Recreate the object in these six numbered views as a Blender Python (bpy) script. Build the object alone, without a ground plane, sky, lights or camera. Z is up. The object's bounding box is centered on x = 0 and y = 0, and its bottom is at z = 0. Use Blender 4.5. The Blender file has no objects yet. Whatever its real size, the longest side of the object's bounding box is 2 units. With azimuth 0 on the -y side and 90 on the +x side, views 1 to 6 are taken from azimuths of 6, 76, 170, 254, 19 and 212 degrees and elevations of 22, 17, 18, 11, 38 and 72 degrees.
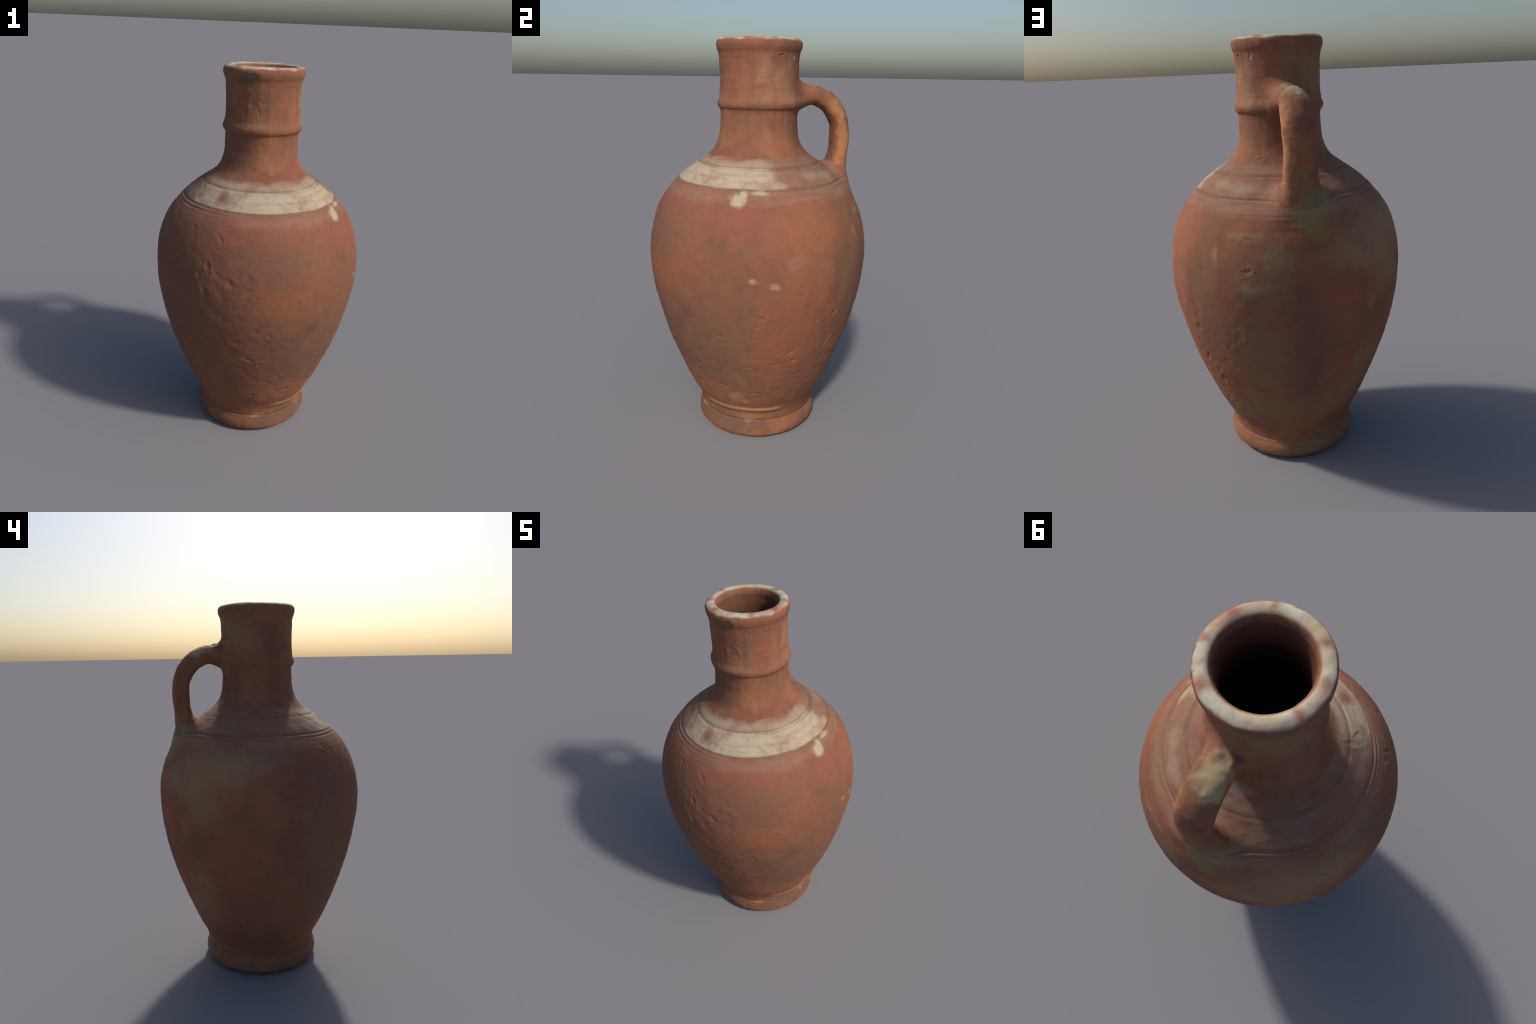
"""Weathered terracotta jug: ovoid body on a ring foot, tall collared neck,
rolled lip with worn cream slip, one strap handle.  Everything is built from a
turned profile plus a swept handle, blended into one clay surface, then split
into named parts."""
import bpy, math
import numpy as np

RNG = np.random.default_rng(41)
VOXEL = 0.0035

# --------------------------------------------------------------------------
# 1. Profile of the turned vessel: (radius, height), from base centre outwards,
#    up the outside, over the lip, down the inside to the floor of the cavity.
# --------------------------------------------------------------------------
OUTSIDE = [
    (.000, .006), (.150, .006), (.245, .004), (.272, .000), (.286, .002), (.301, .010),
    (.314, .025), (.3185, .042), (.3185, .060), (.3152, .078), (.3090, .092),
    (.3063, .104), (.3065, .116), (.3083, .132), (.3125, .152), (.3195, .173),
    (.3285, .193), (.3385, .212), (.3540, .240), (.3728, .280), (.4030, .350), (.4425, .450),
    (.4780, .550), (.5066, .650), (.5302, .750), (.5473, .850), (.5538, .950), (.5514, 1.020),
    (.5422, 1.090), (.5232, 1.160), (.4985, 1.220), (.4590, 1.280), (.4155, 1.330),
    (.3740, 1.370), (.3350, 1.400), (.2920, 1.430), (.2500, 1.458), (.2190, 1.492),
    (.2015, 1.530), (.1930, 1.570), (.1900, 1.610), (.1890, 1.650), (.1895, 1.668), (.1925, 1.677), (.1995, 1.685),
    (.2035, 1.696), (.2035, 1.708), (.1990, 1.721), (.1942, 1.736), (.1915, 1.765), (.1900, 1.830),
    (.1908, 1.880), (.1925, 1.912), (.1960, 1.934), (.2028, 1.950), (.2060, 1.965), (.2054, 1.979),
    (.1995, 1.991), (.1870, 1.998)]
LIP = [(.1740, 2.000), (.1635, 1.998), (.1540, 1.991), (.1480, 1.978)]
INSIDE = [(.1440, 1.950), (.1405, 1.900), (.1390, 1.800), (.1390, 1.640), (.1450, 1.560),
          (.1700, 1.495), (.2200, 1.435), (.3000, 1.375), (.3900, 1.290), (.4700, 1.180), (.5030, 1.050),
          (.5050, .930), (.4850, .750), (.4350, .550), (.3550, .350), (.2800, .200),
          (.2000, .110), (.1000, .085), (.000, .080)]


def spline(points, step):
    """Centripetal-free Catmull-Rom through the control points, evenly resampled."""
    p = np.array(points, float)
    p = np.vstack([2 * p[0] - p[1], p, 2 * p[-1] - p[-2]])
    out = []
    for i in range(1, len(p) - 2):
        a, b, c, d = p[i - 1:i + 3]
        n = max(4, int(np.linalg.norm(c - b) / step))
        t = np.linspace(0, 1, n, endpoint=False)[:, None]
        m0 = (c - a) * .5
        m1 = (d - b) * .5
        # limit the tangents so unequal spans do not overshoot
        lim = np.linalg.norm(c - b)
        for m in (m0, m1):
            l = np.linalg.norm(m)
            if l > lim:
                m *= lim / l
        out.append((2 * t**3 - 3 * t**2 + 1) * b + (t**3 - 2 * t**2 + t) * m0
                   + (-2 * t**3 + 3 * t**2) * c + (t**3 - t**2) * m1)
    out.append(p[-2:-1])
    return np.vstack(out)


PROFILE = spline(OUTSIDE + LIP + INSIDE, .006)
PROFILE[:, 0] = np.maximum(PROFILE[:, 0], 0)
OUTER_LINE = spline(OUTSIDE, .006)
OUTER_LINE[:, 0] = np.maximum(OUTER_LINE[:, 0], 0)
INNER_START = int(np.argmin(np.hypot(PROFILE[:, 0] - .149, PROFILE[:, 1] - 1.966)))


def outer_radius(z):
    up = OUTER_LINE[len(OUTER_LINE) // 20:]
    up = OUTER_LINE[np.argmax(OUTER_LINE[:, 0] > .28):]
    return np.interp(z, up[:, 1], up[:, 0])


def on_body(theta_deg, z):
    a = math.radians(theta_deg)
    r = float(outer_radius(z))
    return (r * math.cos(a), r * math.sin(a), z)


def nearest_on_line(q, line):
    """Nearest point of a polyline for 2-D points q: distance vector, segment, side."""
    a = line[:-1]
    ab = line[1:] - a
    l2 = np.maximum((ab**2).sum(1), 1e-14)
    best = np.full(len(q), 9.)
    near = np.zeros_like(q)
    seg = np.zeros(len(q), int)
    order = np.argsort(q[:, 1])
    for chunk in np.array_split(order, max(1, len(q) // 4000)):
        c = q[chunk]
        lo, hi = c[:, 1].min() - .05, c[:, 1].max() + .05
        use = np.where((np.minimum(line[:-1, 1], line[1:, 1]) < hi) & (np.maximum(line[:-1, 1], line[1:, 1]) > lo))[0]
        t = np.clip(((c[:, None] - a[use]) * ab[use]).sum(2) / l2[use], 0, 1)
        p = a[use] + t[..., None] * ab[use]
        d = ((c[:, None] - p)**2).sum(2)
        k = d.argmin(1)
        r = np.arange(len(c))
        near[chunk] = p[r, k]
        best[chunk] = np.sqrt(d[r, k])
        seg[chunk] = use[k]
    return near, best, seg


# --------------------------------------------------------------------------
# 2. Handle: a strap swept along a spine from the neck to the shoulder
# --------------------------------------------------------------------------
SPINE = spline([(.008, .130, 1.740), (.005, .200, 1.742), (.003, .250, 1.743), (.001, .290, 1.739), (-.001, .333, 1.722),
                (.001, .3695, 1.693), (.002, .396, 1.655), (.002, .414, 1.615), (.002, .4225, 1.570),
                (.002, .4235, 1.520), (.002, .4195, 1.450), (.002, .4150, 1.385), (.002, .4095, 1.320),
                (.002, .4010, 1.260)], .006)
SPINE_S = np.concatenate([[0], np.cumsum(np.linalg.norm(np.diff(SPINE, axis=0), axis=1))])
SPINE_T = np.gradient(SPINE, axis=0)
SPINE_T /= np.linalg.norm(SPINE_T, axis=1)[:, None]
SPINE_B = np.tile([1., 0, 0], (len(SPINE), 1))
SPINE_B -= (SPINE_B * SPINE_T).sum(1)[:, None] * SPINE_T
SPINE_B /= np.linalg.norm(SPINE_B, axis=1)[:, None]
SPINE_N = np.cross(SPINE_B, SPINE_T)
SMAX = SPINE_S[-1]
HALF_W = np.interp(SPINE_S / SMAX, [0, .15, .3, .5, .75, .9, 1], [.064, .063, .066, .0715, .0730, .075, .080])
HALF_T = np.interp(SPINE_S / SMAX, [0, .15, .3, .5, .75, .9, 1], [.052, .050, .0475, .0430, .0425, .044, .045])


def handle_distance(p):
    d2 = np.full(len(p), 9.)
    idx = np.zeros(len(p), int)
    for i in range(len(SPINE)):
        d = ((p - SPINE[i])**2).sum(1)
        m = d < d2
        d2[m] = d[m]
        idx[m] = i
    v = p - SPINE[idx]
    # slide to the exact foot on the tangent
    along = np.clip((v * SPINE_T[idx]).sum(1), -.006, .006)
    v = v - along[:, None] * SPINE_T[idx]
    b = np.abs((v * SPINE_B[idx]).sum(1)) / HALF_W[idx]
    n = np.abs((v * SPINE_N[idx]).sum(1)) / HALF_T[idx]
    e = 2.35
    q = (b**e + n**e + 1e-9)**(1 / e)
    extra = np.abs((v * SPINE_T[idx]).sum(1))
    return (q - 1) * (HALF_T[idx] + HALF_W[idx]) * .5 + extra


def vessel_distance(p):
    """Distance from the plain outside of the vessel (near the handle only)."""
    q = np.column_stack([np.hypot(p[:, 0], p[:, 1]), p[:, 2]])
    near, d, seg = nearest_on_line(q, OUTER_LINE)
    sign = np.where(q[:, 0] > outer_radius(q[:, 1]), 1, -1)
    return d * sign


def blended(p):
    a, b = vessel_distance(p), handle_distance(p)
    k = .105 - .035 * smooth(1.50, 1.66, p[:, 2])
    h = np.maximum(k - np.abs(a - b), 0) / k
    return np.minimum(a, b) - h * h * k * .25, a, b


# --------------------------------------------------------------------------
# 3. One raw solid: revolve + sweep, fused by a voxel remesh
# --------------------------------------------------------------------------
def mesh_from(name, verts, faces):
    me = bpy.data.meshes.new(name)
    me.from_pydata([tuple(v) for v in verts], [], faces)
    me.update()
    return me


def revolve(line, n):
    ring = line[1:-1]
    ang = np.arange(n) * 2 * np.pi / n
    v = np.concatenate([np.column_stack([r * np.cos(ang), r * np.sin(ang), np.full(n, z)]) for r, z in ring])
    v = np.vstack([v, [0, 0, line[0, 1]], [0, 0, line[-1, 1]]])
    f = []
    for i in range(len(ring) - 1):
        for j in range(n):
            k = (j + 1) % n
            f.append((i * n + j, i * n + k, (i + 1) * n + k, (i + 1) * n + j))
    c0, c1 = len(v) - 2, len(v) - 1
    last = (len(ring) - 1) * n
    for j in range(n):
        k = (j + 1) % n
        f.append((c0, k, j))
        f.append((c1, last + j, last + k))
    return v, f


def sweep(n):
    ang = np.arange(n) * 2 * np.pi / n
    e = 2 / 2.35
    ca, sa = np.cos(ang), np.sin(ang)
    ca, sa = np.sign(ca) * np.abs(ca)**e, np.sign(sa) * np.abs(sa)**e
    v = np.concatenate([SPINE[i] + np.outer(ca * HALF_W[i], SPINE_B[i]) + np.outer(sa * HALF_T[i], SPINE_N[i])
                        for i in range(len(SPINE))])
    f = []
    for i in range(len(SPINE) - 1):
        for j in range(n):
            k = (j + 1) % n
            f.append((i * n + j, (i + 1) * n + j, (i + 1) * n + k, i * n + k))
    f.append(tuple(range(n)))
    f.append(tuple((len(SPINE) - 1) * n + j for j in reversed(range(n))))
    return v, f


def fused_solid():
    # fuse the filled outside with the handle first; the cavity is kept because the
    # handle's inner end stops inside the wall
    v1, f1 = revolve(PROFILE[::2] if len(PROFILE) % 2 else np.vstack([PROFILE[::2], PROFILE[-1:]]), 288)
    v2, f2 = sweep(40)
    o = len(v1)
    me = mesh_from("raw_clay", np.vstack([v1, v2]), f1 + [tuple(i + o for i in f) for f in f2])
    ob = bpy.data.objects.new("raw_clay", me)
    bpy.context.scene.collection.objects.link(ob)
    bpy.context.view_layer.objects.active = ob
    import bmesh
    bm = bmesh.new()
    bm.from_mesh(me)
    bmesh.ops.recalc_face_normals(bm, faces=bm.faces[:])
    bm.to_mesh(me)
    bm.free()
    md = ob.modifiers.new("fuse", 'REMESH')
    md.mode = 'VOXEL'
    md.voxel_size = VOXEL
    md.adaptivity = 0
    dg = bpy.context.evaluated_depsgraph_get()
    ev = ob.evaluated_get(dg)
    m = ev.to_mesh()
    V = np.empty(len(m.vertices) * 3)
    m.vertices.foreach_get("co", V)
    V = V.reshape(-1, 3)
    L = np.empty(len(m.loops), int)
    m.loops.foreach_get("vertex_index", L)
    tot = np.empty(len(m.polygons), int)
    m.polygons.foreach_get("loop_total", tot)
    assert (tot == 4).all()
    F = L.reshape(-1, 4)
    ev.to_mesh_clear()
    bpy.data.objects.remove(ob)
    bpy.data.meshes.remove(me)
    return V, F


# --------------------------------------------------------------------------
# 4. Clay relief
# --------------------------------------------------------------------------
GRAD = np.random.default_rng(7).normal(size=(256, 3))
GRAD /= np.linalg.norm(GRAD, axis=1)[:, None]
PERM = np.concatenate([np.random.default_rng(8).permutation(256)] * 3)


def noise(p, scale, seed=0):
    q = p * scale + seed * 17.31
    i = np.floor(q).astype(int)
    f = q - i
    u = f * f * f * (f * (f * 6 - 15) + 10)
    i &= 255
    res = 0
    for dx in (0, 1):
        for dy in (0, 1):
            for dz in (0, 1):
                h = PERM[PERM[PERM[(i[:, 0] + dx) & 255] + ((i[:, 1] + dy) & 255)] + ((i[:, 2] + dz) & 255)]
                g = GRAD[h]
                w = (u[:, 0] if dx else 1 - u[:, 0]) * (u[:, 1] if dy else 1 - u[:, 1]) * (u[:, 2] if dz else 1 - u[:, 2])
                res = res + w * (g[:, 0] * (f[:, 0] - dx) + g[:, 1] * (f[:, 1] - dy) + g[:, 2] * (f[:, 2] - dz))
    return res * 1.6


def smooth(a, b, x):
    t = np.clip((x - a) / (b - a), 0, 1)
    return t * t * (3 - 2 * t)


# Knocks in the clay: (bearing in degrees, height, half length, half height, depth, tilt in degrees)
KNOCKS = [
    (-110, 1.094, .016, .034, .0090, 12), (-113, 1.060, .034, .030, .0065, 30), (-98, 1.036, .030, .020, .0070, -35),
    (-104, 1.062, .030, .016, .0050, -30), (-111, .966, .018, .040, .0065, 25), (-106, 1.234, .030, .014, .0060, -40), (-125, 1.257, .016, .010, .0055, -20),
    (-124, 1.232, .010, .008, .0050, 0), (-103, 1.173, .060, .006, .0025, -20), (-88, .996, .026, .020, .0050, 20),
    (-88, 1.070, .024, .030, .0045, 40), (-110, .901, .030, .030, .0060, -30), (-87, .591, .030, .014, .0070, -15), (-80, .560, .018, .014, .0045, 15),
    (-91, .520, .034, .012, .0070, -20), (-101, .578, .018, .014, .0055, -30), (-84, .775, .026, .022, .0050, 10), (-94, .700, .040, .024, .0045, -10),
    (-76, .750, .016, .026, .0045, 0), (-61, .741, .014, .012, .0050, 0), (-59, .916, .012, .012, .0045, 0), (-67, .660, .030, .018, .0040, 20),
    (-46, .888, .034, .010, .0045, 18), (-42, 1.061, .022, .010, .0035, 25), (-57, .330, .018, .012, .0090, 20), (-52, .463, .022, .012, .0060, 25), (-48, .560, .030, .014, .0040, 30),
    (-83, .301, .018, .014, .0070, 0), (-82, .236, .016, .014, .0060, 0), (-23, 1.173, .050, .006, .0030, 20), (-75, .420, .026, .016, .0045, -15), (-100, .430, .030, .016, .0045, -25),
    (-122, 1.377, .009, .007, .0050, 0), (-150, 1.276, .012, .030, .0045, 25), (-149, 1.414, .012, .032, .0055, 25), (-143, 1.400, .022, .010, .0045, -20),
    (-145, 1.267, .010, .034, .0050, 25), (-11, .783, .022, .014, .0065, -25), (-9, .805, .012, .014, .0050, 20), (-25, 1.039, .009, .012, .0035, 0), (-19, 1.099, .026, .008, .0030, -12),
    (-47, .874, .024, .008, .0040, 0), (-33, .671, .028, .012, .0045, -20), (-31, .600, .010, .010, .0060, 0), (-37, .354, .034, .012, .0060, -20), (-40, .520, .026, .010, .0035, -30),
    (-14, .317, .036, .012, .0060, 5), (8, .524, .016, .012, .0095, 20), (6, .580, .024, .012, .0065, 20), (30, .603, .014, .042, .0080, -35),
    (30, .759, .014, .030, .0085, -20), (31, .825, .008, .026, .0050, -20), (18, .737, .012, .024, .0050, -25), (9, .885, .018, .028, .0040, 0),
    (-4, .757, .008, .012, .0040, 0), (36, .475, .018, .026, .0080, -25), (-4, .512, .050, .007, .0040, -6), (40, .494, .028, .016, .0065, -30), (-18, .500, .030, .008, .0035, 0),
    (56, .766, .020, .030, .0065, -25), (49, .695, .016, .016, .0045, 0), (53, .357, .022, .016, .0060, -20), (58, .566, .010, .012, .0050, 0), (37, .545, .018, .018, .0060, -20), (27, .680, .012, .018, .0060, -20),
    (22, .600, .012, .020, .0050, -30), (46, .620, .018, .016, .0050, -20), (33, .420, .014, .020, .0055, -30), (26, .365, .026, .014, .0055, -20), (44, .400, .020, .014, .0050, 20), (14, .430, .030, .012, .0045, 10),
    (62, 1.070, .026, .012, .0080, 15), (82, 1.046, .007, .014, .0045, 20), (126, .561, .007, .007, .0080, 0), (128, 1.252, .006, .022, .0040, 15),
    (55, 1.485, .024, .006, .0055, 20), (152, .810, .016, .008, .0045, 15), (-98, 1.802, .022, .050, .0045, 12), (-106, 1.868, .004, .022, .0090, 8), (-88, 1.835, .030, .012, .0030, -25),
    (-112, 1.790, .008, .050, .0035, 0), (-90, 1.780, .008, .040, .0030, 5), (-72, 1.904, .010, .006, .0050, -25), (-48, 1.903, .020, .008, .0040, 0), (18, 1.921, .018, .004, .0110, 5), (43, 1.915, .010, .018, .0040, 0), (-66, 1.897, .008, .010, .0040, -20),
    (-35, 1.902, .024, .008, .0030, -10), (-100, 1.955, .034, .018, .0045, -15), (118, 1.492, .018, .010, .0070, 0),
    (62, .165, .020, .012, .0050, -20), (104, .118, .020, .010, .0030, 0), (-93, .030, .014, .016, .0050, 20), (45, .030, .010, .010, .0045, 0), (70, .045, .018, .012, .0050, 20), (175, .010, .020, .010, .0060, 0),
]


def scatter_knocks():
    """Small chance pits, thick on the lower belly and thin on the shoulder."""
    out = []
    for _ in range(80):
        th = RNG.uniform(-135, 70)
        z = .24 + .75 * RNG.random()**1.5
        s = RNG.uniform(.006, .022)
        out.append((th, z, s * RNG.uniform(.9, 2), s * .8, RNG.uniform(.0010, .0034), RNG.uniform(-40, 30)))
    for _ in range(26):
        th = RNG.uniform(70, 225)
        z = RNG.uniform(.25, 1.25)
        s = RNG.uniform(.006, .014)
        out.append((th, z, s * RNG.uniform(.8, 2.5), s * .7, RNG.uniform(.001, .0025), RNG.uniform(-30, 30)))
    return out


def relief(P, ad_handle):
    rho = np.hypot(P[:, 0], P[:, 1])
    th = np.degrees(np.arctan2(P[:, 1], P[:, 0]))
    z = P[:, 2]
    body = smooth(.10, .2, z) * (1 - smooth(1.44, 1.5, z))
    neck = smooth(1.46, 1.52, z)
    n1 = noise(P, 3.1, 1)
    n2 = noise(P, 9, 2)
    n3 = noise(P, 24, 3)
    fine = noise(P, 70, 4)
    d = .0022 * n1 + .0016 * n2 + .0007 * n3 + .0003 * fine
    # battered front-left flank and lower belly
    batter = np.exp(-((th + 105) / 32)**2 - ((z - .95) / .28)**2) + .55 * np.exp(-((z - .48) / .2)**2) * smooth(-150, -115, th) * (1 - smooth(55, 90, th))
    d += batter * body * (.0032 * noise(P, 13, 5) - .0022 * np.maximum(noise(P * [1, 1, 1.3], 20, 6), 0) - .0010 * np.abs(noise(P, 31, 9)))
    # throwing rings left by the potter's fingers
    zz = np.column_stack([.25 * P[:, 0], .25 * P[:, 1], z])
    d += (.0007 * noise(zz, 34, 10) + .0004 * noise(zz, 90, 11)) * (.4 + .8 * smooth(1.2, 1.3, z))
    # vertical drips on the neck
    vv = np.column_stack([P[:, 0], P[:, 1], .12 * z])
    d += neck * .0008 * noise(vv, 36, 12)

    # incised lines round the shoulder
    def groove(z0, depth, width, where=1.):
        zc = z0 + .0016 * noise(P, 4, 13)
        return -depth * where * np.exp(-((z - zc) / width)**2) + .35 * depth * where * np.exp(-((z - zc + 2.1 * width) / width)**2)
    off = smooth(.015, .06, ad_handle)
    back = smooth(75, 120, np.abs(((th - 175 + 180) % 360) - 180)) * off
    rear = (1 - smooth(60, 95, np.abs(((th - 165 + 180) % 360) - 180))) * off
    d += groove(1.4225, .0040, .0042, .25 + .75 * back)
    d += groove(1.3425, .0042, .0044, off * 1.)
    d += groove(1.3270, .0026, .0040, rear)
    d += groove(1.2850, .0017, .0040, (.35 + .65 * smooth(-.2, .4, noise(P, 5, 14))) * off)
    d += groove(.1085, .0045, .0060)
    # foot: ledge of the applied ring on the front right
    wedge = smooth(-75, -55, th) * (1 - smooth(0, 18, th))
    d += wedge * (.0050 * np.exp(-((z - .182) / .011)**2) - .0040 * np.exp(-((z - .152) / .014)**2))
    outside = (rho > outer_radius(z) - .02) & (off > .3)
    warp = np.column_stack([noise(P, 45, 20) + .5 * noise(P, 95, 22), noise(P, 45, 21) + .5 * noise(P, 95, 23)]) * .010
    for t0, z0, a, b, depth, tilt in KNOCKS + scatter_knocks():
        r0 = float(outer_radius(z0))
        m = np.where((np.abs(z - z0) < 2.6 * max(a, b)) & outside & (np.abs((th - t0 + 180) % 360 - 180) * r0 < 150 * max(a, b)))[0]
        if not len(m):
            continue
        wk = min(1., .4 + min(a, b) / .03)
        dt = np.radians((th[m] - t0 + 180) % 360 - 180) * r0 + warp[m, 0] * wk
        dz = z[m] - z0 + warp[m, 1] * wk
        c, s = math.cos(math.radians(tilt)), math.sin(math.radians(tilt))
        u, w = (c * dt + s * dz) / a, (-s * dt + c * dz) / b
        q = np.sqrt(u * u + w * w)
        # steep on the upper edge, run out to nothing below
        bowl = (1 - smooth(.05, 1.25, q)) * smooth(-1.3, .7, w)
        d[m] += -.62 * depth * bowl + .10 * depth * np.exp(-((q - 1.4) / .4)**2)
    # handle lumps and the thumbed clay at both joints
    near = np.exp(-(np.maximum(ad_handle, 0) / .02)**2)
    d += near * (.0022 * noise(P, 14, 30) + .0014 * noise(P, 30, 31))
    for x, y, zz0, r, depth in ((-.02, .245, 1.800, .020, -.006), (.01, .235, 1.797, .014, .005), (-.045, .235, 1.790, .014, .005),
                                (.030, .425, 1.590, .010, -.005), (.030, .475, 1.350, .030, -.009), (.055, .44, 1.345, .016, .006),
                                (-.06, .43, 1.36, .03, -.004), (-.02, .36, 1.765, .012, .004)):
        q = np.sqrt((P[:, 0] - x)**2 + (P[:, 1] - y)**2 + (z - zz0)**2) / r
        m = q < 2.5
        d[m] += depth * np.exp(-q[m]**2)
    return d


# --------------------------------------------------------------------------
# 5. Materials
# --------------------------------------------------------------------------
class Nodes:
    def __init__(self, name):
        self.mat = bpy.data.materials.new(name)
        self.mat.use_nodes = True
        self.t = self.mat.node_tree
        self.t.nodes.clear()
        self.out = self.t.nodes.new("ShaderNodeOutputMaterial")
        self.bsdf = self.t.nodes.new("ShaderNodeBsdfPrincipled")
        self.t.links.new(self.bsdf.outputs[0], self.out.inputs[0])
        self.co = self.t.nodes.new("ShaderNodeTexCoord").outputs["Object"]

    def put(self, sock, v):
        if isinstance(v, bpy.types.NodeSocket):
            self.t.links.new(v, sock)
        elif isinstance(v, tuple) and sock.type == 'RGBA' and len(v) == 3:
            sock.default_value = v + (1,)
        else:
            sock.default_value = v

    def math(self, op, a, b=0., c=None, clamp=False):
        n = self.t.nodes.new("ShaderNodeMath")
        n.operation = op
        n.use_clamp = clamp
        self.put(n.inputs[0], a)
        self.put(n.inputs[1], b)
        if c is not None:
            self.put(n.inputs[2], c)
        return n.outputs[0]

    def vmath(self, op, a, b=None, scale=None):
        n = self.t.nodes.new("ShaderNodeVectorMath")
        n.operation = op
        self.put(n.inputs[0], a)
        if b is not None:
            self.put(n.inputs[1], b)
        if scale is not None:
            self.put(n.inputs["Scale"], scale)
        return n.outputs["Value"] if op in ('LENGTH', 'DISTANCE', 'DOT_PRODUCT') else n.outputs["Vector"]

    def follow(self, vec, col):
        """The same coordinates, but evaluated only after col: keeps long stain chains
        within the renderer's node stack."""
        return self.vmath('ADD', vec, self.vmath('SCALE', col, scale=1e-6))

    def noise(self, vec, scale, detail=3., rough=.55, color=False):
        n = self.t.nodes.new("ShaderNodeTexNoise")
        self.put(n.inputs["Vector"], vec)
        n.inputs["Scale"].default_value = scale
        n.inputs["Detail"].default_value = detail
        n.inputs["Roughness"].default_value = rough
        return n.outputs["Color" if color else "Fac"]

    def mapping(self, vec, loc=(0, 0, 0), rot=(0, 0, 0), scale=(1, 1, 1), kind='POINT'):
        n = self.t.nodes.new("ShaderNodeMapping")
        n.vector_type = kind
        self.put(n.inputs["Vector"], vec)
        n.inputs["Location"].default_value = loc
        n.inputs["Rotation"].default_value = rot
        n.inputs["Scale"].default_value = scale
        return n.outputs[0]

    def step(self, x, lo, hi, a=0., b=1.):
        n = self.t.nodes.new("ShaderNodeMapRange")
        n.interpolation_type = 'SMOOTHSTEP'
        self.put(n.inputs[0], x)
        n.inputs[1].default_value = lo
        n.inputs[2].default_value = hi
        n.inputs[3].default_value = a
        n.inputs[4].default_value = b
        return n.outputs[0]

    def mix(self, fac, a, b, blend='MIX'):
        n = self.t.nodes.new("ShaderNodeMix")
        n.data_type = 'RGBA'
        n.blend_type = blend
        self.put(n.inputs[0], fac)
        self.put(n.inputs[6], a)
        self.put(n.inputs[7], b)
        return n.outputs[2]

    def ramp(self, fac, stops):
        n = self.t.nodes.new("ShaderNodeValToRGB")
        self.put(n.inputs[0], fac)
        e = n.color_ramp.elements
        while len(e) < len(stops):
            e.new(.5)
        for el, (p, c) in zip(e, stops):
            el.position = p
            el.color = c + (1,)
        return n.outputs[0]


TERRACOTTA = (.248, .100, .057)
ORANGE = (.335, .126, .062)
RED = (.245, .078, .048)
ROSE = (.278, .098, .067)
BROWN = (.195, .094, .055)
UMBER = (.172, .088, .056)
OLIVE = (.190, .113, .060)
TAN = (.350, .195, .108)
PLUM = (.150, .066, .052)
MOSS = (.225, .168, .066)
CREAM = (.520, .425, .305)
CHALK = (.575, .525, .405)
OCHRE = (.410, .225, .092)
SLATE = (.158, .095, .064)
NEAR_BLACK = (.014, .009, .007)

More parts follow.
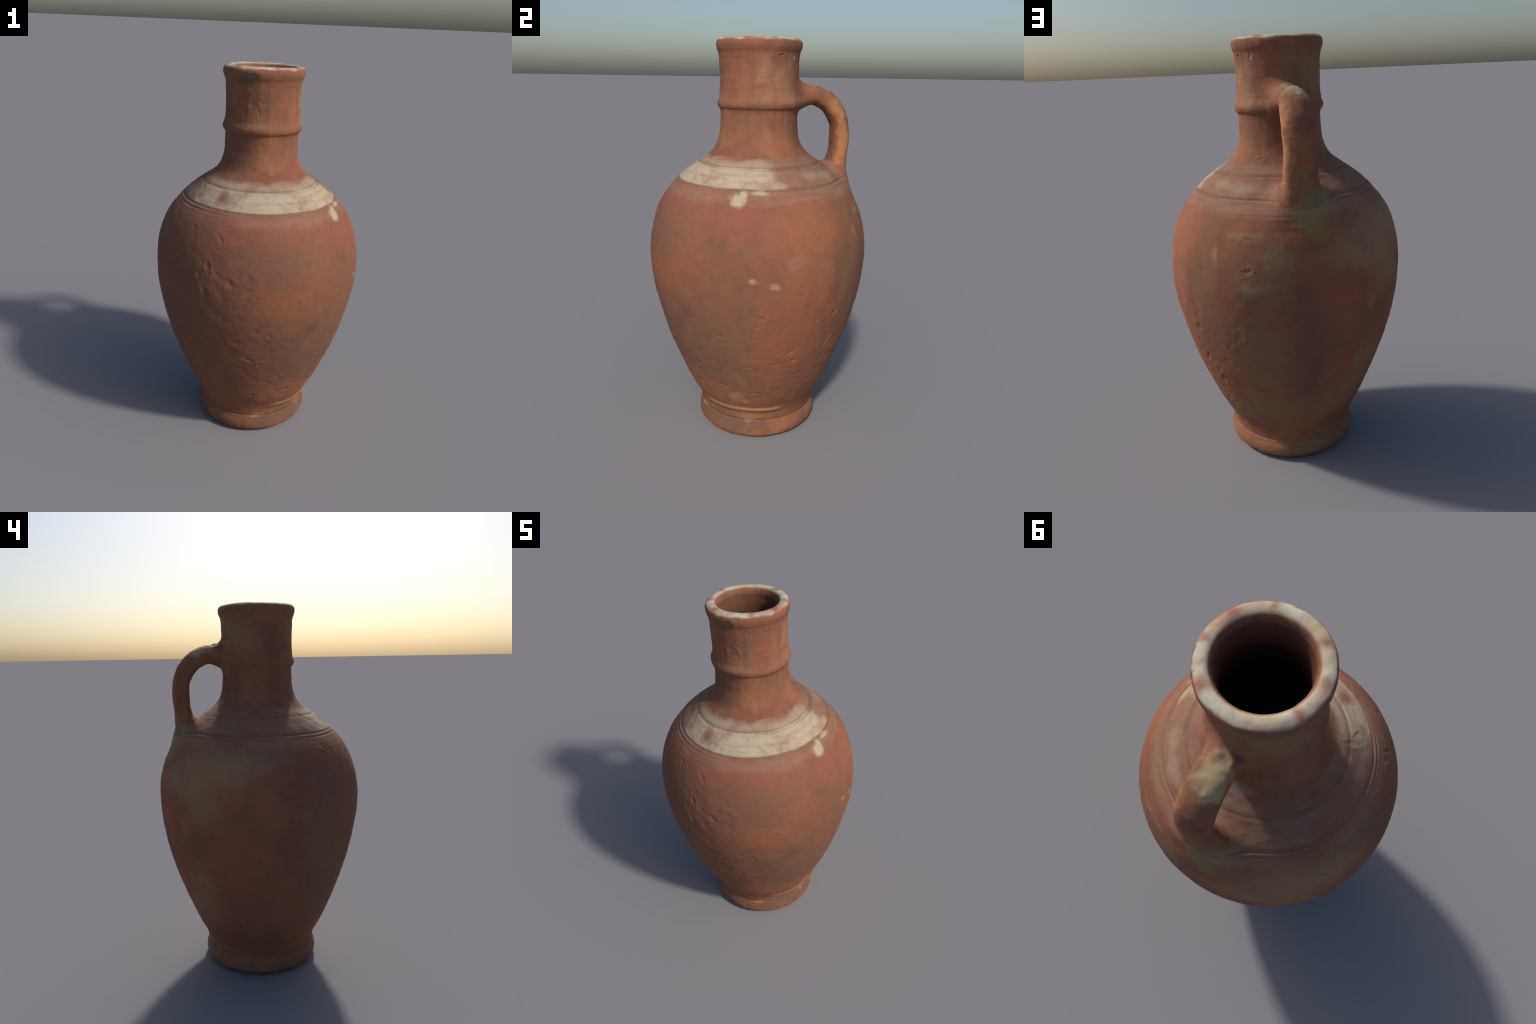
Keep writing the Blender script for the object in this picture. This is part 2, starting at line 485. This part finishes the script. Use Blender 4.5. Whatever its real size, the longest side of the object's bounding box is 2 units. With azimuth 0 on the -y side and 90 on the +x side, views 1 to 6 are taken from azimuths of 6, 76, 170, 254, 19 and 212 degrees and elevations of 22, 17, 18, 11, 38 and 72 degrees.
# Stains on the clay: (bearing, height, half width, half height, colour, strength)
BODY_STAINS = [
    # front: dull brown ground, an orange bloom, umber towards the foot
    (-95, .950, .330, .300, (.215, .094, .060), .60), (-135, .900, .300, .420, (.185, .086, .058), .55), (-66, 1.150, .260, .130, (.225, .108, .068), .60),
    (-60, .600, .240, .230, UMBER, .75), (-100, .560, .200, .240, BROWN, .60), (-58, .760, .130, .080, UMBER, .55), (-84, .500, .080, .120, RED, .55), (-96, .680, .060, .070, RED, .35),
    (-73, .930, .130, .090, (.300, .112, .056), .85), (-66, .800, .070, .060, (.280, .108, .056), .5), (-34, .560, .170, .260, (.185, .096, .057), .70), (-30, .930, .160, .200, (.220, .100, .058), .65), (-46, 1.000, .060, .120, TERRACOTTA, .6),
    (-33, 1.150, .060, .090, UMBER, .60), (-20, 1.210, .170, .085, ROSE, .95), (-75, 1.265, .260, .050, ROSE, .65), (-120, 1.300, .170, .050, ROSE, .45), (-19, .830, .070, .200, (.205, .100, .060), .55),
    # sunward flank: warm orange
    (14, 1.170, .200, .150, ORANGE, .90), (10, .930, .170, .170, (.300, .114, .056), .75), (4, .600, .170, .190, (.295, .108, .054), .80), (5, 1.040, .050, .040, (.340, .150, .095), .8), (20, .950, .060, .100, (.310, .135, .085), .6), (30, .480, .120, .200, (.260, .105, .058), .6),
    (12, .330, .150, .090, (.250, .098, .056), .6), (44, 1.080, .050, .190, (.225, .112, .062), .65), (36, .930, .060, .110, OLIVE, .65), (46, 1.110, .024, .024, TAN, .8), (-25, .412, .038, .038, (.235, .138, .076), .6), (-27, .278, .045, .032, OCHRE, .55),
    # rear: olive dust high, bare red clay lower, a plum run below the handle
    (44, .780, .130, .130, (.200, .096, .056), .55), (64, .660, .170, .260, (.195, .104, .060), .80), (66, .330, .220, .110, (.205, .120, .064), .75), (70, 1.050, .170, .140, (.215, .112, .064), .65),
    (61, 1.205, .070, .030, (.300, .180, .105), .75), (63, 1.198, .020, .014, SLATE, .75), (66, 1.010, .090, .030, (.250, .160, .098), .75), (75, 1.120, .065, .045, (.225, .140, .078), .75),
    (94, 1.020, .130, .110, (.240, .078, .048), .70), (89, .720, .120, .320, (.165, .072, .054), .75), (90, .540, .070, .150, (.150, .066, .052), .55), (106, .930, .140, .080, (.245, .074, .045), .80), (110, .600, .100, .210, (.230, .072, .044), .70), (87, .930, .050, .130, (.155, .070, .055), .55),
    (120, 1.140, .230, .130, (.245, .143, .076), .85), (146, 1.180, .210, .120, (.255, .147, .080), .90), (160, 1.225, .090, .060, (.245, .143, .078), .6), (134, 1.000, .110, .110, (.240, .138, .074), .75), (148, 1.055, .080, .055, (.255, .092, .050), .60), (168, 1.040, .100, .130, (.245, .090, .050), .65),
    (114, 1.168, .050, .032, (.150, .108, .076), .65), (122, .900, .032, .032, TAN, .4), (124, .955, .070, .060, (.250, .080, .048), .70), (150, .720, .190, .240, (.240, .080, .048), .80), (126, .520, .110, .190, (.225, .126, .070), .65), (112, .370, .140, .110, (.210, .116, .065), .65),
    (173, 1.265, .120, .090, (.190, .130, .098), .55), (-165, 1.100, .250, .170, (.165, .080, .060), .65), (-160, .780, .230, .280, (.180, .100, .066), .65), (-178, .800, .090, .160, PLUM, .5), (-148, .480, .200, .200, (.175, .104, .066), .65),
    (160, .400, .160, .150, (.190, .088, .054), .6), (-20, 1.100, .032, .030, SLATE, .6), (-51, .748, .042, .024, (.140, .086, .056), .6), (-63, .448, .042, .036, (.140, .086, .056), .5), (-57, .335, .042, .020, (.135, .084, .054), .6), (-100, .400, .065, .045, (.135, .084, .058), .6), (-83, .270, .060, .050, UMBER, .6),
    (-52, .660, .030, .050, (.24, .135, .08), .4), (60, .800, .05, .06, (.25, .115, .065), .5),
]
MOSS_STAINS = [
    (84, 1.285, .040, .040, MOSS, .9), (91, 1.250, .075, .050, MOSS, .85), (99, 1.310, .100, .060, (.185, .145, .075), .8), (93, 1.340, .060, .060, (.190, .150, .078), .6),
]
NECK_STAINS = [
    (-6, 1.830, .035, .045, TAN, .75), (14, 1.800, .050, .085, (.375, .185, .100), .85), (10, 1.735, .090, .045, (.360, .165, .092), .75), (28, 1.850, .050, .080, (.29, .165, .09), .7), (0, 1.870, .026, .040, TAN, .5), (35, 1.740, .060, .060, TAN, .5),
    (43, 1.918, .008, .016, CREAM, .8), (-35, 1.640, .050, .060, BROWN, .8), (-116, 1.640, .090, .070, PLUM, .6), (-116, 1.520, .060, .050, UMBER, .5), (-62, 1.640, .040, .060, (.300, .150, .080), .5), (0, 1.565, .020, .030, TAN, .55),
    (-78, 1.540, .050, .050, OCHRE, .25), (-30, 1.500, .120, .040, RED, .6), (-60, 1.475, .080, .030, RED, .6), (15, 1.520, .120, .080, ORANGE, .75), (-90, 1.730, .120, .022, TAN, .40), (-90, 1.780, .020, .040, TAN, .35), (-60, 1.730, .080, .020, ROSE, .5),
    (143, 1.830, .110, .110, OLIVE, .75), (141, 1.900, .040, .040, SLATE, .3), (168, 1.890, .030, .050, RED, .5), (110, 1.860, .100, .090, OLIVE, .6), (78, 1.820, .040, .060, ROSE, .5), (92, 1.840, .050, .030, SLATE, .5), (64, 1.700, .020, .030, TAN, .4),
    (-165, 1.800, .090, .120, PLUM, .55), (-160, 1.560, .090, .120, PLUM, .55), (150, 1.560, .070, .080, RED, .55), (135, 1.500, .080, .050, OLIVE, .5), (-103, 1.955, .050, .030, SLATE, .9), (-112, 1.930, .050, .020, SLATE, .7), (-60, 1.880, .060, .050, RED, .4), (-80, 1.850, .070, .080, UMBER, .4),
    (104, 1.690, .040, .050, MOSS, .55), (100, 1.480, .050, .040, (.26, .21, .17), .6), (88, 1.420, .040, .060, MOSS, .45),
]
FOOT_STAINS = [
    (-30, .095, .200, .050, (.150, .086, .054), .9), (-70, .090, .130, .045, (.155, .086, .055), .8), (-40, .140, .150, .030, (.150, .082, .048), .7), (-20, .020, .220, .022, ORANGE, .75), (14, .070, .075, .070, ORANGE, .8), (40, .070, .120, .060, TERRACOTTA, .6), (8, .020, .060, .020, TAN, .6),
    (-72, .125, .060, .016, OCHRE, .8), (-80, .110, .045, .012, OCHRE, .6), (-24, .145, .060, .014, OCHRE, .5), (60, .060, .090, .050, OCHRE, .35), (106, .105, .070, .026, (.100, .098, .048), .8), (95, .060, .110, .050, (.180, .125, .070), .7), (120, .125, .080, .014, MOSS, .5),
    (165, .080, .160, .060, UMBER, .7), (-160, .070, .170, .070, UMBER, .6), (-125, .110, .100, .030, SLATE, .6), (-130, .03, .14, .03, PLUM, .5), (-85, .025, .090, .020, TERRACOTTA, .6),
]


def clay(name, stains, slip=False, lip=False, handle=False, inner=False, ledge=False):
    g = Nodes(name)
    co = g.co
    wob = g.vmath('SCALE', g.vmath('SUBTRACT', g.noise(co, 7, 4, .6, True), (.5, .5, .5)), scale=.16)
    wob2 = g.vmath('SCALE', g.vmath('SUBTRACT', g.noise(co, 36, 3, .6, True), (.5, .5, .5)), scale=.035)
    warped = g.vmath('ADD', g.vmath('ADD', co, wob), wob2)
    # base clay: soft patches of terracotta, orange and brown with wiping streaks
    big = g.noise(co, 3.2, 5, .6)
    col = g.ramp(big, [(.30, (.205, .098, .058)), (.46, (.256, .103, .059)), (.60, (.288, .113, .061)), (.76, (.345, .138, .068))])
    mid = g.noise(g.vmath('ADD', co, wob2), 11, 4, .6)
    col = g.mix(g.step(mid, .52, .70, 0, .55), col, UMBER)
    col = g.mix(g.step(mid, .48, .30, 0, .50), col, RED)
    sep = g.t.nodes.new("ShaderNodeSeparateXYZ")
    g.put(sep.inputs[0], co)
    z = sep.outputs[2]
    th = g.math('ARCTAN2', sep.outputs[1], sep.outputs[0])

    for i, (bearing, h, w, v, c, k) in enumerate(stains):
        c = tuple(x * (1.38 if 95 < bearing < 172 else 1.2 if 30 < bearing <= 95 else 1.1 if abs(bearing) > 140 else 1.) for x in c)  # rear colours lightened to match brightness seen on the shaded side
        ctr = on_body(bearing, h)
        if i % 5 == 0:
            here = g.follow(warped, col)
        loc = g.mapping(here, ctr, (0, 0, math.radians(bearing)), (max(w, v, .06), w, v), 'TEXTURE')
        m = g.step(g.vmath('LENGTH', loc), 1.32, .35, 0, k)
        col = g.mix(m, col, c)

    streak = g.noise(g.mapping(co, scale=(26, 26, 3.2) if not slip else (5, 5, 60)), 1, 4, .6)
    if slip:
        # cream slip brushed on between the shoulder lines, worn through in places
        edge = g.math('ADD', z, g.math('MULTIPLY', g.math('SUBTRACT', g.noise(co, 13, 4, .65), .5), .055))
        zone = g.math('MULTIPLY', g.step(z, 1.3395, 1.3450), g.step(edge, 1.463, 1.438))
        front = g.math('ABSOLUTE', g.math('ADD', th, math.radians(76)))
        arc = g.step(g.math('ADD', front, g.math('MULTIPLY', g.math('SUBTRACT', g.noise(co, 9, 3), .5), .9)), 1.45, 1.02)
        above = g.step(z, 1.4235, 1.4215, .55, 1.)
        wear = g.step(g.noise(warped, 7, 5, .65), .30, .56, .28, 1.)
        brush = g.step(streak, .25, .62, .62, 1.)
        m = g.math('MULTIPLY', g.math('MULTIPLY', zone, arc), g.math('MULTIPLY', g.math('MULTIPLY', above, wear), brush))
        # thin residue of slip over the whole shoulder
        film = g.math('MULTIPLY', g.math('MULTIPLY', g.step(edge, 1.262, 1.315), g.step(edge, 1.475, 1.445)), g.step(z, 1.335, 1.345, .55, 1.))
        film = g.math('MULTIPLY', film, g.math('MULTIPLY', g.step(streak, .3, .65, .35, .8), g.step(g.noise(co, 4, 3), .35, .6, .3, .75)))
        col = g.mix(film, col, (.315, .205, .150))
        col = g.mix(m, col, CREAM)
        # thin wash just below the slip, down to the lowest line
        wash = g.math('MULTIPLY', g.step(g.math('ADD', z, g.math('MULTIPLY', g.math('SUBTRACT', mid, .5), .05)), 1.262, 1.300), g.step(z, 1.345, 1.338))
        col = g.mix(g.math('MULTIPLY', wash, g.math('MULTIPLY', g.step(streak, .3, .7, .10, .40), g.step(big, .35, .6, .35, 1.))), col, (.37, .20, .135))
        for bearing, h, w, v, c, k in ((-116, 1.388, .030, .040, RED, .75), (-25, 1.300, .036, .026, CREAM, .95), (-22, 1.322, .018, .022, CREAM, .9), (-12, 1.331, .040, .012, CREAM, .7),
                                       (40, 1.378, .100, .026, (.36, .225, .145), .7), (52, 1.376, .070, .024, (.38, .25, .165), .65), (30, 1.390, .05, .02, (.38, .26, .175), .5), (10, 1.390, .050, .024, (.32, .14, .085), .6),
                                       (-15, .967, .022, .014, (.42, .28, .17), .8), (-5, .940, .022, .018, (.42, .28, .17), .85), (-8, .952, .012, .008, TAN, .6), (-150, 1.395, .080, .045, (.30, .215, .165), .6), (-155, 1.410, .028, .016, SLATE, .6), (50, 1.31, .14, .03, (.36, .20, .125), .5)):
            loc = g.mapping(g.follow(g.vmath('ADD', co, g.vmath('SCALE', wob2, scale=1.3)), col), on_body(bearing, h), (0, 0, math.radians(bearing)), (.06, w, v), 'TEXTURE')
            col = g.mix(g.math('MULTIPLY', g.step(g.vmath('LENGTH', loc), 1.4, .35, 0, k), g.step(streak, .2, .6, .6, 1.)), col, c)
        # dark tint along the incised lines
        for z0, k in ((1.4225, .55), (1.3425, .6), (1.285, .0)):
            line = g.step(g.math('ABSOLUTE', g.math('SUBTRACT', z, z0)), .0065, .002, 0, k)
            if k:
                col = g.mix(g.math('MULTIPLY', line, g.step(g.noise(co, 8, 2), .35, .6, .4, 1.)), col, (.17, .095, .060))
    else:
        col = g.mix(g.step(streak, .40, .75, 0, .22), col, TAN)
        col = g.mix(g.step(streak, .45, .25, 0, .25), col, UMBER)
    if lip:
        # cream slip on the upturned lip, rubbed through to red clay at intervals
        rho = g.vmath('LENGTH', g.mapping(co, scale=(1, 1, 0)))
        edge = g.math('MULTIPLY', g.math('SUBTRACT', g.noise(co, 22, 3, .6), .5), .022)
        top = g.math('MULTIPLY', g.step(g.math('ADD', z, edge), 1.981, 1.992), g.step(rho, .150, .164))
        cream = g.mix(g.step(g.noise(co, 6.5, 2), .40, .60), (.52, .395, .255), CHALK)
        cream = g.mix(g.step(g.noise(co, 8, 2), .54, .68, 0, .5), cream, (.50, .33, .205))
        col = g.mix(top, col, cream)
        for bearing, w, k in ((-22, .060, .55), (-48, .040, .35), (180, .050, .35), (-128, .020, .8), (-66, .016, .75), (-27, .020, .7), (8, .016, .75), (54, .022, .8), (154, .017, .8), (-169, .020, .5), (32, .010, .3), (-95, .010, .2), (-100, .008, .2), (110, .008, .15)):
            a = math.radians(bearing)
            loc = g.mapping(g.vmath('ADD', co, wob2), (.185 * math.cos(a), .185 * math.sin(a), 1.995), (0, 0, a), (.034, w * 1.25, .05), 'TEXTURE')
            col = g.mix(g.step(g.vmath('LENGTH', loc), 1.45, .1, 0, k), col, (.33, .100, .060))
    if handle:
        def spot(p, r, c, k, f=warped):
            nonlocal col
            loc = g.mapping(f, p, (0, 0, 0), r, 'TEXTURE')
            col = g.mix(g.step(g.vmath('LENGTH', loc), 1.25, .45, 0, k), col, c)
        spot((-.01, .320, 1.778), (.052, .095, .045), (.43, .33, .18), .95)
        spot((.005, .260, 1.800), (.060, .050, .030), (.40, .29, .17), .5)
        spot((-.06, .360, 1.740), (.030, .050, .050), SLATE, .8)
        spot((-.04, .215, 1.790), (.070, .030, .030), PLUM, .7)
        spot((.05, .210, 1.750), (.040, .040, .060), (.30, .12, .09), .6)
        spot((.00, .440, 1.660), (.060, .060, .060), PLUM, .35)
        spot((.075, .410, 1.580), (.034, .130, .230), (.42, .195, .085), .85)  # sunlit side edge painted in as brighter orange
        spot((-.005, .480, 1.440), (.035, .030, .060), MOSS, .8)
        spot((-.03, .480, 1.330), (.070, .060, .060), (.180, .140, .070), .75)
        spot((.00, .270, 1.690), (.070, .050, .020), (.23, .17, .065), .7)
        spot((-.06, .440, 1.560), (.030, .080, .150), RED, .5)
        spot((.0, .36, 1.42), (.06, .05, .03), SLATE, .6)
    if ledge:
        # ochre ledge where the foot ring was luted on
        arc = g.math('MULTIPLY', g.step(th, math.radians(-72), math.radians(-58)), g.step(th, math.radians(14), math.radians(3)))
        band = g.step(g.math('ABSOLUTE', g.math('SUBTRACT', g.math('ADD', z, g.math('MULTIPLY', g.noise(co, 10, 2), .008)), .1930)), .0150, .0100)
        col = g.mix(g.math('MULTIPLY', arc, g.math('MULTIPLY', band, .9)), col, g.mix(g.step(th, -.75, -.35), (.34, .165, .092), (.40, .215, .090)))
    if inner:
        deep = g.step(g.math('ADD', z, g.math('MULTIPLY', g.noise(co, 9, 3), .05)), 1.965, 1.79)  # colour fades to near black down the bore
        col = g.mix(deep, g.mix(.75, col, (.145, .064, .038)), NEAR_BLACK)
    # soft mottling of the whole skin
    here = g.follow(co, col)
    mott = g.noise(here, 21, 4, .62)
    col = g.mix(g.step(mott, .50, .72, 0, .40), col, g.mix(1., col, (.66, .68, .70), 'MULTIPLY'))
    col = g.mix(g.step(mott, .46, .28, 0, .35), col, g.mix(1., col, (1.25, 1.10, 1.02), 'MULTIPLY'))
    # fine grit
    grit = g.noise(co, 130, 3, .65)
    col = g.mix(g.step(grit, .35, .65, 0, .16), col, g.mix(.5, col, (.16, .085, .06)))
    pores = g.noise(co, 62, 2, .5)
    col = g.mix(g.step(pores, .70, .78, 0, .35), col, (.12, .065, .045))
    g.put(g.bsdf.inputs["Base Color"], col)
    g.put(g.bsdf.inputs["Roughness"], g.step(grit, .3, .7, .78, .92))
    g.bsdf.inputs["Specular IOR Level"].default_value = .22
    bump = g.t.nodes.new("ShaderNodeBump")
    bump.inputs["Strength"].default_value = .30
    bump.inputs["Distance"].default_value = .004
    h = g.math('ADD', g.math('MULTIPLY', g.noise(co, 85, 4, .6), .6), g.math('MULTIPLY', streak, .18))
    g.put(bump.inputs["Height"], h)
    g.put(g.bsdf.inputs["Normal"], bump.outputs[0])
    return g.mat


# --------------------------------------------------------------------------
# 6. Build
# --------------------------------------------------------------------------
def normals_of(V, F):
    d1, d2 = V[F[:, 2]] - V[F[:, 0]], V[F[:, 3]] - V[F[:, 1]]
    fn = np.cross(d1, d2)
    n = np.zeros_like(V)
    for k in range(4):
        for a in range(3):
            n[:, a] += np.bincount(F[:, k], fn[:, a], len(V))
    return n / np.maximum(np.linalg.norm(n, axis=1), 1e-12)[:, None]


def build():
    V, F = fused_solid()
    # pull every vertex onto the exact profile, or onto the filleted blend near the handle
    close = np.where((V[:, 1] > .05) & (np.abs(V[:, 0]) < .30) & (V[:, 2] > 1.10) & (V[:, 2] < 1.95))[0]
    hd = np.full(len(V), 1.)
    hd[close] = handle_distance(V[close])
    q = np.column_stack([np.hypot(V[:, 0], V[:, 1]), V[:, 2]])
    near, dist, seg = nearest_on_line(q, PROFILE)
    inner = seg >= INNER_START
    blend = (hd < .135) & ~((dist < .02) & inner)
    for _ in range(2):
        nb = ~blend
        qn, _, _ = nearest_on_line(q[nb], PROFILE) if _ == 0 else (near[nb], 0, 0)
        s = qn[:, 0] / np.maximum(q[nb, 0], 1e-6)
        V[nb, 0] *= np.where(q[nb, 0] > 1e-4, s, 1)
        V[nb, 1] *= np.where(q[nb, 0] > 1e-4, s, 1)
        V[nb, 2] = qn[:, 1]
        break
    ids = np.where(blend)[0]
    P = V[ids]
    eps = 5e-4
    for _ in range(8):
        f = blended(P)[0]
        g = np.column_stack([(blended(P + np.eye(3)[a] * eps)[0] - blended(P - np.eye(3)[a] * eps)[0]) / (2 * eps) for a in range(3)])
        g2 = np.maximum((g**2).sum(1), .15)
        P = P - np.clip(f / g2, -.009, .009)[:, None] * g
    V[ids] = P
    _, va, vb = blended(P)
    on_handle = np.zeros(len(V), bool)
    on_handle[ids] = vb < va - .004
    hd[ids] = vb
    # even out vertex spacing a little where fillets were pulled
    N = normals_of(V, F)
    V = V + N * relief(V, hd)[:, None] * np.where(inner, .5, 1)[:, None]
    # seat: flat on the ground, full height exactly two metres
    V[:, 2] -= V[:, 2].min()
    V[:, 2] *= 2. / V[:, 2].max()
    N = normals_of(V, F)

    # split into parts
    vol = np.einsum('ij,ij->i', V[F[:, 0]], np.cross(V[F[:, 1]], V[F[:, 2]])).sum()
    C = V[F].mean(1)
    part = np.full(len(F), 0)
    part[C[:, 2] > 1.462] = 1
    part[(C[:, 2] > 1.676) & (C[:, 2] < 1.738)] = 2
    part[C[:, 2] > 1.940] = 3
    part[C[:, 2] < .118] = 4
    part[on_handle[F].sum(1) >= 3] = 5
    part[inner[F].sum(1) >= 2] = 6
    names = ["body", "neck", "collar", "rim", "foot", "handle", "interior"]
    joint = [s for s in BODY_STAINS if s[1] > 1.2 and 50 < s[0] < 140]
    low = [s for s in BODY_STAINS if s[1] < .45]
    mats = {
        "body": clay("clay_body", BODY_STAINS + [s for s in NECK_STAINS if s[1] < 1.6] + MOSS_STAINS + [s for s in FOOT_STAINS if s[1] > .1], slip=True, ledge=True),
        "neck": clay("clay_neck", NECK_STAINS, slip=False),
        "rim": clay("clay_rim", [s for s in NECK_STAINS if s[1] > 1.8], lip=True),
        "foot": clay("clay_foot", [s for s in low if s[1] < .32] + FOOT_STAINS, ledge=True),
        "handle": clay("clay_handle", joint + MOSS_STAINS, handle=True),
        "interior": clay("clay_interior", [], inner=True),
    }
    mats["collar"] = mats["neck"]
    root = bpy.data.objects.new("clay_jug", None)
    root["label"] = "weathered terracotta jug with one handle and cream slip band"
    root["category"] = "clay jug"
    bpy.context.scene.collection.objects.link(root)
    for i, nm in enumerate(names):
        f = F[part == i]
        used, inv = np.unique(f, return_inverse=True)
        f = inv.reshape(-1, 4)
        if vol < 0:
            f = f[:, ::-1]
        me = bpy.data.meshes.new(nm)
        me.vertices.add(len(used))
        me.vertices.foreach_set("co", V[used].ravel())
        me.loops.add(f.size)
        me.loops.foreach_set("vertex_index", f.ravel().astype(np.int32))
        me.polygons.add(len(f))
        me.polygons.foreach_set("loop_start", np.arange(0, f.size, 4, dtype=np.int32))
        me.polygons.foreach_set("loop_total", np.full(len(f), 4, np.int32))
        me.update(calc_edges=True)
        me.validate()
        me.polygons.foreach_set("use_smooth", np.ones(len(f), bool))
        me.normals_split_custom_set_from_vertices((N[used] * (1 if vol > 0 else -1)).tolist())
        me.materials.append(mats[nm])
        ob = bpy.data.objects.new(nm, me)
        bpy.context.scene.collection.objects.link(ob)
        ob.parent = root
    # the collar is a sub-part of the neck
    bpy.data.objects["collar"].parent = bpy.data.objects["neck"]
    print("vertices", len(V), "extent", V.min(0), V.max(0), "volume sign", vol)


build()
